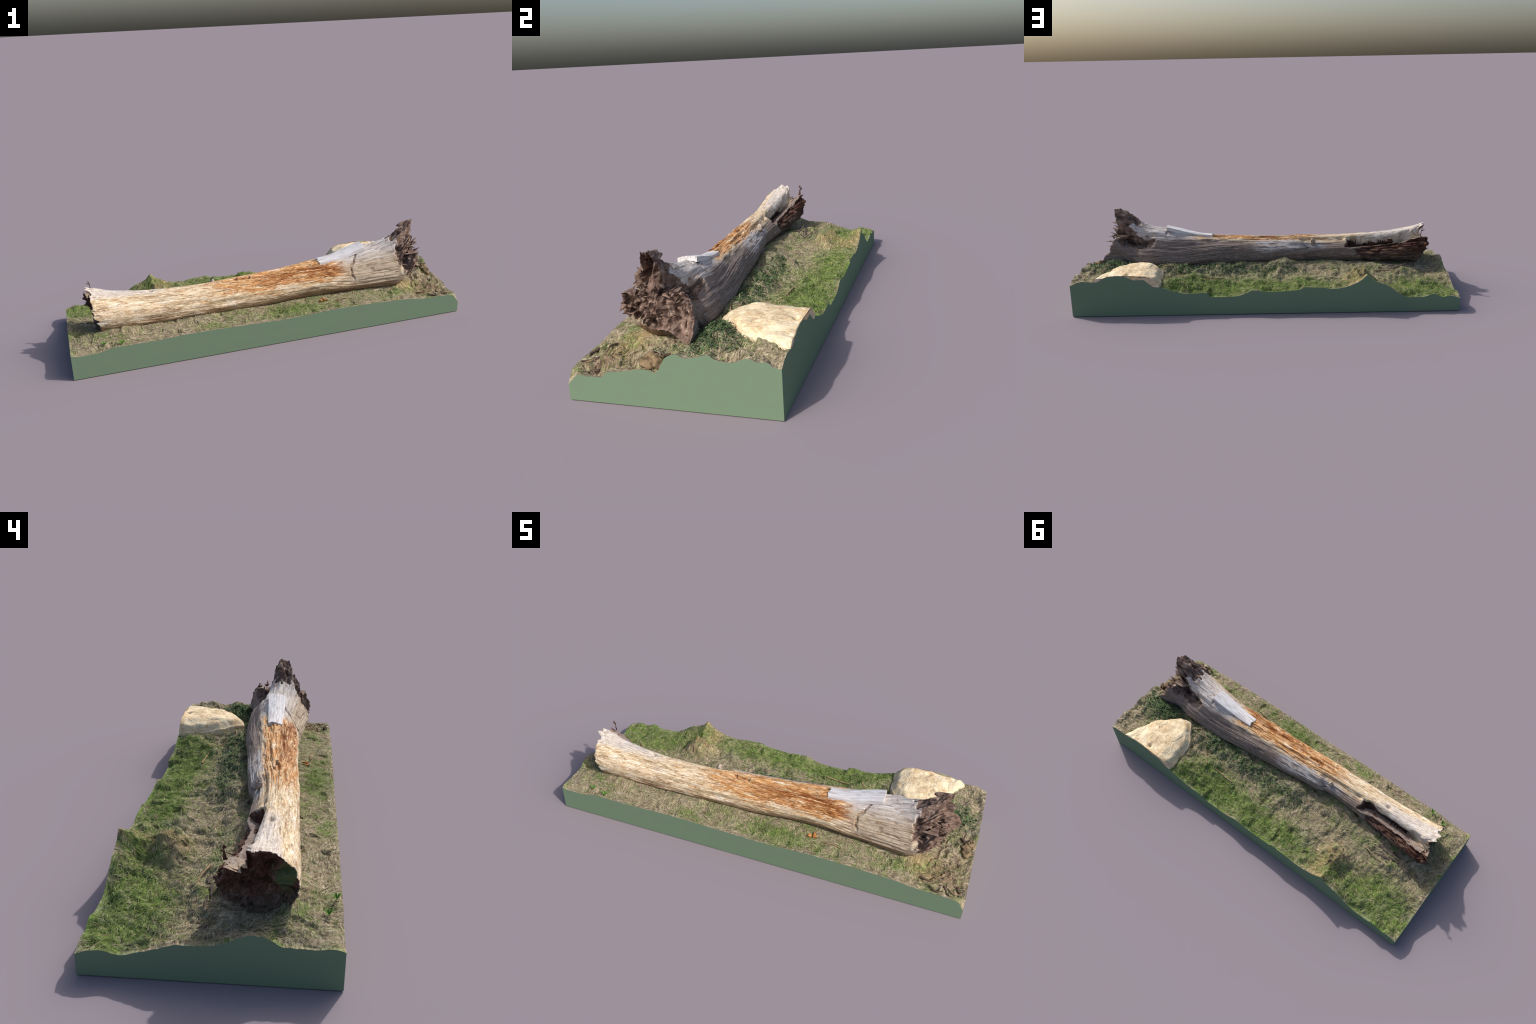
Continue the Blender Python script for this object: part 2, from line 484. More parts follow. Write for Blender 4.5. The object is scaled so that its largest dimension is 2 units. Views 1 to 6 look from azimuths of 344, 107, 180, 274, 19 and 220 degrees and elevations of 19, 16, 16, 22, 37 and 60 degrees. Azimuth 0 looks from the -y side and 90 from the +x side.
def stone_outline(a):
    """Plan radius of the stone around its middle, by angle."""
    corners = [(.655, .062), (.600, .115), (.545, .195), (.552, .270), (.560, .40), (.74, .47), (.90, .40), (.882, .322), (.832, .225), (.775, .140), (.715, .075)]
    c = np.array(corners) - np.array(STONE_MIDDLE)
    an, r = np.arctan2(c[:, 1], c[:, 0]), np.hypot(c[:, 0], c[:, 1])
    o = np.argsort(an)
    an, r = an[o], r[o]
    an = np.concatenate([an - 2 * np.pi, an, an + 2 * np.pi])
    return np.interp(a, an, np.tile(r, 3))


STONE_MIDDLE = (.70, .245)


def stone_top(x, y):
    z = 0.218 - 0.10 * np.clip(x - .72, 0, 1) - 0.30 * np.clip(.62 - x, 0, 1) - 0.12 * np.clip(.18 - y, 0, 1)
    z = z - 0.05 * np.clip(y - .28, 0, 1)
    return z


def ground_height(x, y, detail=True):
    s = (x + HX) / (2 * HX)
    t = (y + HY) / (2 * HY)
    f, b, l, r = curve(FRONT, x), curve(BACK, x), curve(LEFT, y), curve(RIGHT, y)
    # edge profiles fade into their running mean away from the edge
    def mean(c, v, h):
        return sum(curve(c, v + d * h) for d in (-1, -.66, -.33, 0, .33, .66, 1)) / 7
    fi, bi, li, ri = mean(FRONT, x, .12), mean(BACK, x, .10), mean(LEFT, y, .10), mean(RIGHT, y, .08)
    df, db, dl, dr = y + HY, HY - y, x + HX, HX - x
    def away(d, w): return np.exp(-(d / w) ** 2)
    zin = None
    wf, wb, wl, wr = (1 / (d + .02) ** 2 for d in (df, db, dl * .8, dr * .8))
    inner = (wf * fi + wb * bi + wl * li + wr * ri) / (wf + wb + wl + wr)
    # lie of the land away from the edges
    land = inner * 0
    knots = [(-.92, -.29, .126), (-.6, -.30, .128), (-.3, -.30, .130), (0, -.29, .126), (.3, -.29, .126), (.6, -.31, .124), (.85, -.25, .112), (.93, -.14, .134), (.92, -.05, .160),
             (-.955, -.13, .148), (-.95, -.235, .154), (-.91, -.12, .132), (-.91, -.21, .146), (-.93, -.05, .112), (-.75, -.22, .160), (-.55, -.225, .160), (-.35, -.22, .158), (-.1, -.215, .150), (.15, -.215, .142), (.4, -.225, .140),
             (-.4, -.15, .145), (0, -.15, .14), (.4, -.15, .14), (.7, -.15, .15), (-.90, .02, .104), (-.75, .0, .140), (.96, .06, .198),
             (-.55, -.02, .155), (-.35, -.05, .158), (-.1, .0, .178), (.1, .02, .172), (.3, .05, .172), (.5, .065, .178), (.8, .10, .192), (.92, .1, .190), (.92, .25, .186),
             (-.85, .22, .082), (-.7, .18, .094), (-.62, .10, .112), (-.3, .12, .126), (-.1, .15, .146), (.0, .19, .138), (.1, .16, .130), (.3, .17, .132), (.45, .18, .152), (.52, .25, .166),
             (-.3, .27, .130), (.2, .28, .106), (0, .27, .124), (-.5, .07, .128)]
    sw = 0
    for kx, ky, kz in knots:
        d2 = ((x - kx) / 1.5) ** 2 + (y - ky) ** 2
        w = 1 / (d2 + .0012) ** 1.6
        land, sw = land + w * kz, sw + w
    land = land / sw
    e = np.minimum.reduce([df, db, dl, dr])
    k = smooth(.0, .10, e)
    z = inner * (1 - k) + land * k
    z = z + (f - fi) * away(df, .035) + (b - bi) * away(db, .05) + (l - li) * away(dl, .05) + (r - ri) * away(dr, .035)
    # tussock mound behind the trunk, its ridge to the back edge, small stump-like spike, ivy hummocks
    z = z + .062 * np.exp(-(((x + .505) / .075) ** 2 + ((y - .195) / .055) ** 2) ** 1.4)
    z = z + .030 * bell(x, -.50, .06) * bell(y, .29, .05)
    z = z + .028 * np.exp(-(((x + .075) / .020) ** 2 + ((y - .118) / .018) ** 2))
    z = z + .028 * np.exp(-(((x - .82) / .08) ** 2 + ((y - .115) / .045) ** 2))
    z = z + .018 * np.exp(-(((x + .09) / .05) ** 2 + ((y - .02) / .04) ** 2))
    # soil bank carrying the left end of the trunk
    z = z + .012 * bell(x, -.76, .10) * bell(y, -.21, .045)
    if detail:
        k = smooth(.0, .03, e)
        z = z - .002 * k
        rough = .35 + .65 * smooth(-.1, .1, y) + .5 * bell(x, .85, .2)
        z = z + k * rough * (.0085 * fbm(x * 11, y * 11, 0, 3, 3) + .0065 * (ridged(x * 26, y * 26, 0, 3, 21) - .4) + .0016 * fbm(x * 90, y * 90, 0, 2, 5))
        ivy = np.exp(-(((x - .80) / .17) ** 2 + ((y - .09) / .07) ** 2)) + .8 * np.exp(-(((x - .2) / .40) ** 2 + ((y - .06) / .05) ** 2))
        z = z + k * ivy * .015 * (ridged(x * 42, y * 42, 1.7, 3, 31) - .35)
        # bushy hummocks in the lee of the trunk, softer tussocks over the rest of the back
        lee = np.clip(np.exp(-(((x - .22) / .45) ** 2 + ((y - .065) / .06) ** 2)) + np.exp(-(((x - .82) / .14) ** 2 + ((y - .10) / .07) ** 2)), 0, 1)
        z = z + k * lee * .016 * (smooth(.0, .6, noise(x * 27, y * 27, 0, 33)) - .45)
        z = z + k * (1 - lee) * smooth(-.1, .1, y) * .011 * (smooth(.1, .7, noise(x * 19, y * 19, 0, 35)) - .2)
        knoll = np.exp(-(((x + .50) / .08) ** 2 + ((y - .22) / .09) ** 2))
        z = z + k * knoll * .016 * (ridged(x * 22, y * 22, 3, 3, 39) - .45)
        clods = smooth(.72, .86, x) * smooth(.05, -.05, y)
        z = z + k * clods * .012 * (ridged(x * 30, y * 30, 0, 3, 37) - .4)
        pits = smooth(.48, .8, noise(x * 22, y * 22, 0, 77))
        z = z - k * .010 * pits
        z = z + (1 - k) * .0012 * fbm(x * 60, y * 60, 0, 2, 9)
    return z


def under_stone(x, y, z):
    dx, dy = x - STONE_MIDDLE[0], y - STONE_MIDDLE[1]
    rel = np.hypot(dx, dy) / stone_outline(np.arctan2(dy, dx))
    return z + (stone_top(x, y) - .014 - z) * smooth(.97, .80, rel) * smooth(.0, .02, HY - y + .0)


def build_ground():
    root = empty("meadow_block", "cut block of rough grassy meadow with green sides", "ground")
    turf, earth = turf_material(), plinth_material()
    nx, ny = 801, 289
    X, Y = np.meshgrid(np.linspace(-HX, HX, nx), np.linspace(-HY, HY, ny), indexing="ij")
    Z = under_stone(X, Y, ground_height(X, Y))
    top = np.stack([X, Y, Z], -1)
    # sideways jitter gives the clods small overhangs
    e = smooth(0, .03, np.minimum(HX - abs(X), HY - abs(Y)))
    top[..., 0] += e * .006 * fbm(X * 40, Y * 40, 4, 2, 41)
    top[..., 1] += e * .006 * fbm(X * 40, Y * 40, 9, 2, 43)
    t = grid_object("turf", top, turf, root)
    # straight cut sides and a flat underside, sharing the turf's rim
    rim = np.concatenate([top[:, 0], top[-1, 1:], top[-2::-1, -1], top[0, -2:0:-1]])
    n = len(rim)
    foot = rim.copy()
    foot[:, 2] = 0
    V = np.vstack([rim, foot])
    i = np.arange(n)
    j = (i + 1) % n
    q = [(a, a + n, b + n, b) for a, b in zip(i, j)]
    faces = q + [tuple(range(2 * n - 1, n - 1, -1))]
    p = make_object("plinth", V, faces, earth, root, shade=False)
    return root


# ------------------------------------------------------------------ stone
def build_stone():
    na, nr = 220, 70
    A = np.linspace(0, 2 * np.pi, na, endpoint=False)
    rho = np.concatenate([np.linspace(0.0, 1.0, nr) ** .8, np.ones(14)])
    drop = np.concatenate([np.zeros(nr), np.linspace(0, 1, 15)[1:]])
    RO = stone_outline(A)
    k = np.array([.25, .5, .25])
    for _ in range(3):
        RO = k[0] * np.roll(RO, 1) + k[1] * RO + k[2] * np.roll(RO, -1)
    R, AA = np.meshgrid(rho, A, indexing="ij")
    D = np.repeat(drop[:, None], na, 1)
    rad = R * RO[None] * (1 + .03 * fbm(np.cos(AA) * 3, np.sin(AA) * 3, 0, 3, 51))
    X, Y = STONE_MIDDLE[0] + rad * np.cos(AA), STONE_MIDDLE[1] + rad * np.sin(AA)
    Z = stone_top(X, Y) + .006 * fbm(X * 12, Y * 12, 0, 3, 53) + .0022 * ridged(X * 30 + Y * 18, Y * 22 - X * 10, 0, 3, 55)
    Z = Z - .022 * smooth(.78, 1.0, R) ** 1.4 - .002 * (np.abs(fbm(X * 9 + 4, Y * 9, 2, 3, 57)) < .05)
    Z = Z - D * .10
    rad2 = 1 + .04 * np.sin(D * np.pi) + .02 * fbm(np.cos(AA) * 6, D * 3, np.sin(AA) * 6, 3, 59) * (D > 0)
    X, Y = STONE_MIDDLE[0] + (X - STONE_MIDDLE[0]) * rad2, STONE_MIDDLE[1] + (Y - STONE_MIDDLE[1]) * rad2
    hole = np.exp(-(((X - .709) / .012) ** 2 + ((Y - .334) / .009) ** 2))
    Z = Z - .016 * hole
    Y = np.minimum(Y, HY - .0012)
    P = np.stack([X, Y, Z], -1)
    st = grid_object("stone", P, stone_material(), None, wrap=True)
    st["label"], st["category"] = "pale cream flat boulder half sunk in grass", "stone"
    return st


# ------------------------------------------------------------------ trunk
#        x      back   top   front  bottom
SECTIONS = [(-.95, -.004, .356, -.234, .130), (-.90, -.004, .346, -.234, .130), (-.75, -.012, .314, -.234, .130), (-.60, -.028, .293, -.231, .128),
            (-.45, -.046, .287, -.227, .128), (-.30, -.048, .284, -.223, .128), (-.15, -.032, .284, -.219, .128), (.0, -.014, .286, -.216, .126),
            (.15, .000, .291, -.209, .124), (.30, .017, .301, -.207, .121), (.45, .029, .326, -.211, .118), (.58, .034, .352, -.226, .116),
            (.70, .037, .362, -.243, .120), (.78, .040, .368, -.250, .150), (.85, .040, .380, -.216, .200), (.95, .04, .38, -.20, .215)]


def section(x):
    s = np.array(SECTIONS)
    return [curve(s[:, (0, k)], x) for k in (1, 2, 3, 4)]


def wrap_angle(a):
    return (a + np.pi) % (2 * np.pi) - np.pi


def butt_border(A):
    """x where the sound outer shell of the butt breaks off, by angle (degrees from the back)."""
    pts = [(-180, .745), (-140, .80), (-100, .84), (-60, .90), (-30, .92), (-10, .86), (5, .80), (25, .71), (45, .63), (58, .62), (66, .70), (78, .75), (92, .72),
           (105, .70), (125, .71), (150, .72), (165, .745), (180, .745)]
    return curve(pts, np.degrees(wrap_angle(A)))


def trunk_point(X, A):
    yb, zt, yf, zb = section(X)
    yc, zc = (yb + yf) / 2, (zt + zb) / 2
    # the flare is widest low down; the heart line lifts again into the torn butt
    zc = zc - .045 * smooth(.25, .55, X) + .085 * smooth(.70, .85, X)
    ca, sa = np.cos(A), np.sin(A)
    ry = np.where(ca > 0, yb - yc, yc - yf)
    rz = np.where(sa > 0, zt - zc, zc - zb)
    p = np.where(sa > 0, np.where(ca > 0, 1.82, 1.92) - .36 * smooth(.25, .55, X), np.where(ca < 0, 2.8 - .7 * smooth(-.1, .2, X), 2.1))
    R = 1 / ((np.abs(ca) / ry) ** p + (np.abs(sa) / rz) ** p) ** (1 / p)
    deg = np.degrees(wrap_angle(A))
    jag = fbm(X * 14, ca * 3, sa * 3, 3, 61)
    jag2 = fbm(X * 45, ca * 5, sa * 5, 3, 63)
    border = butt_border(A) + .030 * jag + .022 * jag2 + .012 * fbm(X * 6, ca * 16, sa * 16, 3, 69)
    broken = smooth(0, .018, X - border)                       # 1 on the broken butt
    # tall splinter of the butt
    R = R + .085 * smooth(.60, .835, X) ** 1.3 * bell(deg, 103, 21)
    R = R + .020 * smooth(.70, .80, X) * bell(deg, 131, 7)
    # back toe
    R = R + .065 * smooth(.70, .88, X) * bell(deg, -50, 17)
    # hollow behind the splinter
    R = R - .050 * smooth(.615, .69, X) * bell(deg, 52, 16) - .060 * smooth(.68, .82, X) * bell(deg, 18, 26)
    # pit in the front of the butt
    R = R - .068 * smooth(.725, .775, X) * smooth(.86, .825, X) * bell(deg, 168, 19)
    # sheared shell on the back, left of the middle
    sh = smooth(-.19, -.215, X + .012 * jag + .02 * np.cos(A * 2)) * smooth(-80, -60, deg) * smooth(80, 62, deg)
    R = R - .013 * sh * smooth(-.70, -.3, X)
    # rotted hollow along the back of the left end, ragged lips
    lip_hi = 72 + 10 * jag + 7 * noise(X * 30, 0, 0, 65) + 6 * smooth(-.6, -.9, X)
    lip_lo = 16 + 9 * jag + 14 * smooth(-.6, -.9, X)
    inside = smooth(0, 13, lip_hi - deg) ** 1.5 * smooth(0, 10, deg - lip_lo) * smooth(-.44, -.475, X + .02 * jag)
    depth = .098 * smooth(-.44, -.50, X) - .052 * smooth(-.62, -.80, X)
    R = R - depth * inside * (1 + .45 * jag)
    # the back wall is pinched in below the hollow
    R = R - .028 * smooth(-.46, -.55, X) * smooth(-.84, -.74, X) * smooth(-15, 22, deg) * smooth(88, 55, deg)
    # slots and knot holes on the top
    slot = smooth(.046, .040, np.abs(X + .123)) * smooth(7, 4.5, np.abs(deg - 101))
    slot2 = smooth(.012, .008, np.abs(X + .155)) * smooth(9, 6, np.abs(deg - 95))
    R = R - .016 * np.maximum(slot, slot2)
    R = R - .016 * np.exp(-(((X + .592) / .014) ** 2 + ((deg - 98) / 7) ** 2))
    R = R - .014 * np.exp(-(((X + .425) / .016) ** 2 + ((deg - 66) / 8) ** 2))
    # rotten, shredded lower flank of the left end on the back
    rot = smooth(-.50, -.56, X + .05 * jag) * smooth(6, 0, deg - lip_lo + 4) * smooth(-95, -75, deg + 14 * jag)
    R = R + rot * (.010 * ridged(X * 7, ca * 16, sa * 16, 4, 67) - .012 + .006 * jag2)
    # grain, cracks, flakes
    grain = fbm(X * 5, ca * 22, sa * 22, 4, 71)
    R = R + (.0011 + .0012 * smooth(.3, .5, X)) * grain + .0040 * fbm(X * 5, ca * 4, sa * 4, 3, 73)
    fl = fbm(X * 11, ca * 7, sa * 7, 3, 75)
    upper = smooth(40, 70, deg) * smooth(175, 150, deg) * smooth(-.35, -.2, X) * smooth(.40, .34, X)
    R = R + .0035 * upper * (smooth(.05, .12, fl) + smooth(-.3, -.22, fl) - 1)
    crack = smooth(.07, .0, np.abs(noise(X * 2.2, ca * 9, sa * 9, 79))) * smooth(.0, .5, noise(X * 3, ca * 3, sa * 3, 81))
    R = R - .004 * crack
    fur = ridged(X * 3.5, ca * 11 + X * .5, sa * 11, 3, 83)
    R = R + .0055 * fur * smooth(.48, .62, X) * (1 - broken) * smooth(20, 100, np.abs(deg))
    scar = np.abs(X - np.maximum(.510 - .080 * np.radians(deg - 105), .464) + .008 * jag2)
    R = R - .005 * smooth(.009, .002, scar) * smooth(66, 76, deg) * smooth(180, 165, deg)
    # broken butt: recessed and gnarled
    gn = ridged(X * 11, ca * 4.5, sa * 4.5, 4, 85)
    fib = ridged(X * 9, ca * 13, sa * 13, 3, 87)
    R = R + broken * (-.020 + .030 * gn + .010 * fib + .008 * jag2)
    # ragged left end
    R = R + .006 * jag2 * smooth(-.78, -.9, X)
    dark = np.maximum(smooth(.15, .55, inside) * smooth(-.76, -.70, X + .03 * jag), rot)
    return yc, zc, np.maximum(R, .012), broken, dark


def build_trunk():
    root = empty("fallen_log", "weathered fallen tree trunk with splintered butt and hollow end", "log", (0, -.12, .13))
    nu, nv = 660, 336
    A = np.linspace(0, 2 * np.pi, nv, endpoint=False)
    deg = np.degrees(wrap_angle(A))
    lpts = [(-180, -.868), (-140, -.835), (-100, -.85), (-60, -.865), (-35, -.87), (-10, -.893), (12, -.902), (35, -.892), (55, -.878), (72, -.882), (86, -.895), (100, -.893),
            (115, -.872), (150, -.876), (180, -.868)]
    XL = curve(lpts, deg) + .011 * fbm(np.cos(A) * 7, np.sin(A) * 7, 0, 4, 91) + .016 * bell(deg, 68, 8)
    rpts = [(-180, .830), (-120, .84), (-75, .86), (-52, .905), (-25, .858), (10, .825), (40, .815), (62, .825), (80, .838), (100, .842), (120, .825), (145, .832), (180, .830)]
    XR = curve(rpts, deg) + .012 * fbm(np.cos(A) * 6, np.sin(A) * 6, 0, 3, 93)
    u = np.linspace(0, 1, nu)
    X = XL[None] + (XR - XL)[None] * u[:, None]
    AA = np.repeat(A[None], nu, 0)
    yc, zc, R, broken, dark = trunk_point(X, AA)
    P = np.stack([X, yc + R * np.cos(AA), zc + R * np.sin(AA)], -1)
    # end faces: rings running in from the rim to the heart
    def cap(ring, out, rings, shape):
        rows = []
        mid = ring.mean(0)
        for k in range(1, rings + 1):
            r = 1 - k / rings
            pts = mid + (ring - mid) * max(r, .002)
            rows.append(np.column_stack([shape(r, pts), pts[:, 1], pts[:, 2]]))
        return np.stack(rows)
    def left_face(r, p):
        d = (.014 - .03 * smooth(-20, -70, deg) * smooth(-160, -110, deg)) * smooth(1.0, .78, r)
        return mixx(XL, -.86, 1 - r) + d * (.7 + .6 * noise(p[:, 1] * 14, p[:, 2] * 14, 0, 95)) + .018 * ridged(p[:, 1] * 24, p[:, 2] * 24, 0, 4, 97) * smooth(1, .8, r)
    def right_face(r, p):
        g = ridged(p[:, 1] * 10 + .4 * p[:, 2], p[:, 2] * 7, 1.0, 4, 99) + .35 * ridged(p[:, 1] * 45, p[:, 2] * 16, 2.0, 3, 98) - .3
        g = g - 1.1 * smooth(.25, .6, noise(p[:, 1] * 22, p[:, 2] * 22, 0, 94))
        return mixx(XR, .845, smooth(1.0, .5, r)) + smooth(1.0, .93, r) * (.044 * g - .018) - .03 * bell(r, .75, .15) * smooth(30, 60, deg) * smooth(110, 80, deg)
    mixx = lambda a, b, t: a * (1 - t) + b * t
    capL = cap(P[0], -1, 60, left_face)[::-1]
    capR = cap(P[-1], 1, 70, right_face)
    ALL = np.concatenate([capL, P, capR])
    V = ALL.reshape(-1, 3)
    n_all = len(ALL)
    idx = np.arange(n_all * nv).reshape(n_all, nv)
    idx = np.hstack([idx, idx[:, :1]])
    q = np.stack([idx[:-1, :-1], idx[:-1, 1:], idx[1:, 1:], idx[1:, :-1]], -1)
    # faces by region
    nL = len(capL)
    reg = np.zeros((n_all - 1, nv), int)
    reg[:nL - 1] = 1
    mid = slice(nL, nL + nu - 1)
    reg[mid][dark[:-1] > .5] = 1
    reg[mid][broken[:-1] > .5] = 2
    reg[nL + nu - 1:] = 2
    # common vertex normals over the whole body
    fn = np.cross(V[q[..., 2]] - V[q[..., 0]], V[q[..., 3]] - V[q[..., 1]])
    N = np.zeros_like(V)
    for k in range(4):
        np.add.at(N, q[..., k].reshape(-1), fn.reshape(-1, 3))
    N /= np.linalg.norm(N, axis=1, keepdims=True) + 1e-12
    hollow = heartwood_material()
    gnarl = rotten_wood("splintered_wood", [(0.34, srgb(52, 40, 38)), (0.44, srgb(96, 78, 70)), (0.54, srgb(130, 110, 99)), (0.66, srgb(184, 166, 150))])
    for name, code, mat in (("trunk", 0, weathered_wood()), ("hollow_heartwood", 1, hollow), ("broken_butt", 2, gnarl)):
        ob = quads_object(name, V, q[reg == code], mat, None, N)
        adopt(ob, root)
    return root


def build_plank(root):
    """Silver slab of split wood lying on the top of the trunk."""
    n, m = 60, 16
    X, W = np.meshgrid(np.linspace(.308, .560, n), np.linspace(-1, 1, m), indexing="ij")
    yc = curve([(.30, -.106), (.42, -.104), (.56, -.102)], X)
    hw = curve([(.30, .029), (.42, .034), (.52, .038), (.56, .038)], X)
    zt = curve([(.30, .311), (.36, .317), (.42, .329), (.48, .345), (.56, .366)], X) + .001 * fbm(X * 10, W * 8, 0, 3, 111)
    Xe = X + .008 * noise(W * 2.5, 0, 0, 113) * smooth(.40, .31, X)
    Y = yc + hw * W
    top = np.stack([Xe, Y, zt - .006 * W ** 2 + .004 * W], -1)
    bot = top.copy()
    bot[..., 2] -= .020
    V = np.vstack([top.reshape(-1, 3), bot.reshape(-1, 3)])
    k = n * m
    idx = np.arange(k).reshape(n, m)
    F = []
    for a in range(n - 1):
        for b in range(m - 1):
            F.append((idx[a, b], idx[a + 1, b], idx[a + 1, b + 1], idx[a, b + 1]))
            F.append((idx[a, b] + k, idx[a, b + 1] + k, idx[a + 1, b + 1] + k, idx[a + 1, b] + k))
    loop = [*idx[:, 0], *idx[-1, 1:], *idx[-2::-1, -1], *idx[0, -2:0:-1]]
    for a, b in zip(loop, loop[1:] + loop[:1]):
        F.append((a, a + k, b + k, b)[::-1])
    n_ = Nodes("silver_plank", 0.7, 0.2)
    g = n_.noise(n_.scaled(n_.pos, (8, 150, 60), (0, 0.15, 0.0)), 1, 4, 0.6)
    n_.bump(g, 0.4, 0.003)
    mat = n_.color(n_.ramp(g, [(0.3, srgb(168, 160, 158)), (0.5, srgb(212, 209, 210)), (0.7, srgb(236, 235, 236))]))
    ob = make_object("plank", V, F, mat)
    ob.data.set_sharp_from_angle(angle=math.radians(35))
    adopt(ob, root)


def lumpy(name, at, size, seed, material, parent, rough=.25, rot=0.0, rings=20, segs=28):
    V, F = [], []
    for i in range(rings + 1):
        th = math.pi * i / rings
        for j in range(segs):
            ph = 2 * math.pi * j / segs
            V.append((math.sin(th) * math.cos(ph), math.sin(th) * math.sin(ph), math.cos(th)))
    V = np.array(V)
    V = V * (1 + rough * fbm(V[:, 0] * 2, V[:, 1] * 2, V[:, 2] * 2, 3, seed))[:, None] * np.array(size)
    c, s = math.cos(rot), math.sin(rot)
    V = np.column_stack([V[:, 0] * c - V[:, 1] * s, V[:, 0] * s + V[:, 1] * c, V[:, 2]]) + np.array(at)
    for i in range(rings):
        for j in range(segs):
            a, b = i * segs + j, i * segs + (j + 1) % segs
            F.append((a, a + segs, b + segs, b))
    ob = make_object(name, V, F, material)
    adopt(ob, parent)
    return ob


ground = build_ground()
stone = build_stone()
log = build_trunk()
bpy.context.view_layer.update()
build_plank(log)
stub = plain_material("knot_wood", srgb(132, 116, 104), srgb(186, 172, 158))
lumpy("branch_stub", (-.262, -.078, .262), (.014, .014, .018), 121, stub, log, .3)


# ------------------------------------------------------------------ small things
def surface_z(x, y):
    x, y = np.asarray(x, float), np.asarray(y, float)
    return under_stone(x, y, ground_height(x, y))


def strands(name, count, length, width, material, parent, accept, seed, lift=.004):
    """Grass blades and straw lying on the turf, as one mesh of thin curved strips."""
    r = np.random.default_rng(seed)
    x, y = r.uniform(-.985, .985, count * 6), r.uniform(-.345, .345, count * 6)
    k = r.uniform(0, 1, count * 6) < accept(x, y)
    x, y = x[k][:count], y[k][:count]
    n = len(x)
    flow = 2.2 * fbm(x * 5, y * 5, 0, 2, seed) + r.normal(0, .5, n) + .3
    L = r.uniform(*length, n)
    W = r.uniform(*width, n)
    bend = r.normal(0, .9, n)
    seg = 5
    pts = []
    for i in range(seg + 1):
        t = i / seg
        a = flow + bend * (t - .5)
        px = x + np.cos(a) * L * (t - .5)
        py = y + np.sin(a) * L * (t - .5)
        px, py = np.clip(px, -.995, .995), np.clip(py, -.355, .355)
        pz = surface_z(px, py) + .0012 + lift * np.sin(math.pi * t) * r.uniform(.3, 1.3, n)
        w = W * (1 - abs(2 * t - 1) ** 2 * .8)
        nx, ny = -np.sin(a) * w, np.cos(a) * w
        pts.append(np.stack([np.stack([px - nx, py - ny, pz], -1), np.stack([px, py, pz + w * .9], -1), np.stack([px + nx, py + ny, pz], -1)], 1))
    V = np.stack(pts, 1)                              # n, seg+1, 3, 3
    base = (np.arange(n) * (seg + 1) * 3)[:, None]
    q = []
    for i in range(seg):
        for e in range(2):
            o = i * 3 + e
            q.append(np.concatenate([base + o, base + o + 1, base + o + 4, base + o + 3], 1))
    q = np.stack(q, 1).reshape(-1, 4)
    ob = quads_object(name, V.reshape(-1, 3), q, material, parent)
    ob["kind"] = "stuff"
    return ob


def ivy_zone(x, y):
    return np.exp(-(((x - .82) / .13) ** 2 + ((y - .09) / .06) ** 2)) + .45 * np.exp(-(((x - .25) / .36) ** 2 + ((y - .075) / .04) ** 2))  # strip along the trunk: dark leaves also stand for the contact shadow


def green_zone(x, y):
    z = 0
    for cx, cy, rx, ry in ((-.82, .27, .2, .14), (-.15, .29, .32, .10), (.3, .27, .22, .11), (.1, -.29, .2, .06), (.48, .34, .1, .08)):
        z = z + np.exp(-(((x - cx) / rx) ** 2 + ((y - cy) / ry) ** 2))
    return np.clip(z, 0, 1)


def bare(x, y):
    """Where nothing lies: under the stone and the trunk."""
    dx, dy = x - STONE_MIDDLE[0], y - STONE_MIDDLE[1]
    on_stone = np.hypot(dx, dy) < stone_outline(np.arctan2(dy, dx)) * 1.02
    yb, zt, yf, zb = section(x)
    on_log = (y < yb + .005) & (y > yf + .01) & (x > -.89) & (x < .86)
    return ~(on_stone | on_log)


def ivy_leaves(parent):
    r = np.random.default_rng(5)
    n = 1500
    x, y = r.uniform(-.2, .98, n * 12), r.uniform(-.05, .25, n * 12)
    k = (r.uniform(0, 1, n * 12) < ivy_zone(x, y)) & bare(x, y)
    x, y = x[k][:n], y[k][:n]
    n = len(x)
    z = surface_z(x, y) + r.uniform(.001, .012, n)
    V, F = [], []
    for i in range(n):
        s = r.uniform(.006, .012)
        a, tilt = r.uniform(0, 6.28), r.normal(0, .5)
        ca, sa = math.cos(a), math.sin(a)
        shape = [(0, 0, 0), (.5, .45, -.15), (1.1, 0, .05), (.5, -.45, -.15), (.5, 0, .1)]
        b = len(V)
        for u, v, w in shape:
            w = w + math.sin(tilt) * u
            V.append((x[i] + s * (u * ca - v * sa), y[i] + s * (u * sa + v * ca), z[i] + s * w))
        F += [(b, b + 4, b + 1), (b + 1, b + 4, b + 2), (b, b + 3, b + 4), (b + 3, b + 2, b + 4)]
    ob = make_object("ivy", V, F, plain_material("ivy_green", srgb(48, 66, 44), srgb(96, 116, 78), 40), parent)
    ob["kind"] = "stuff"


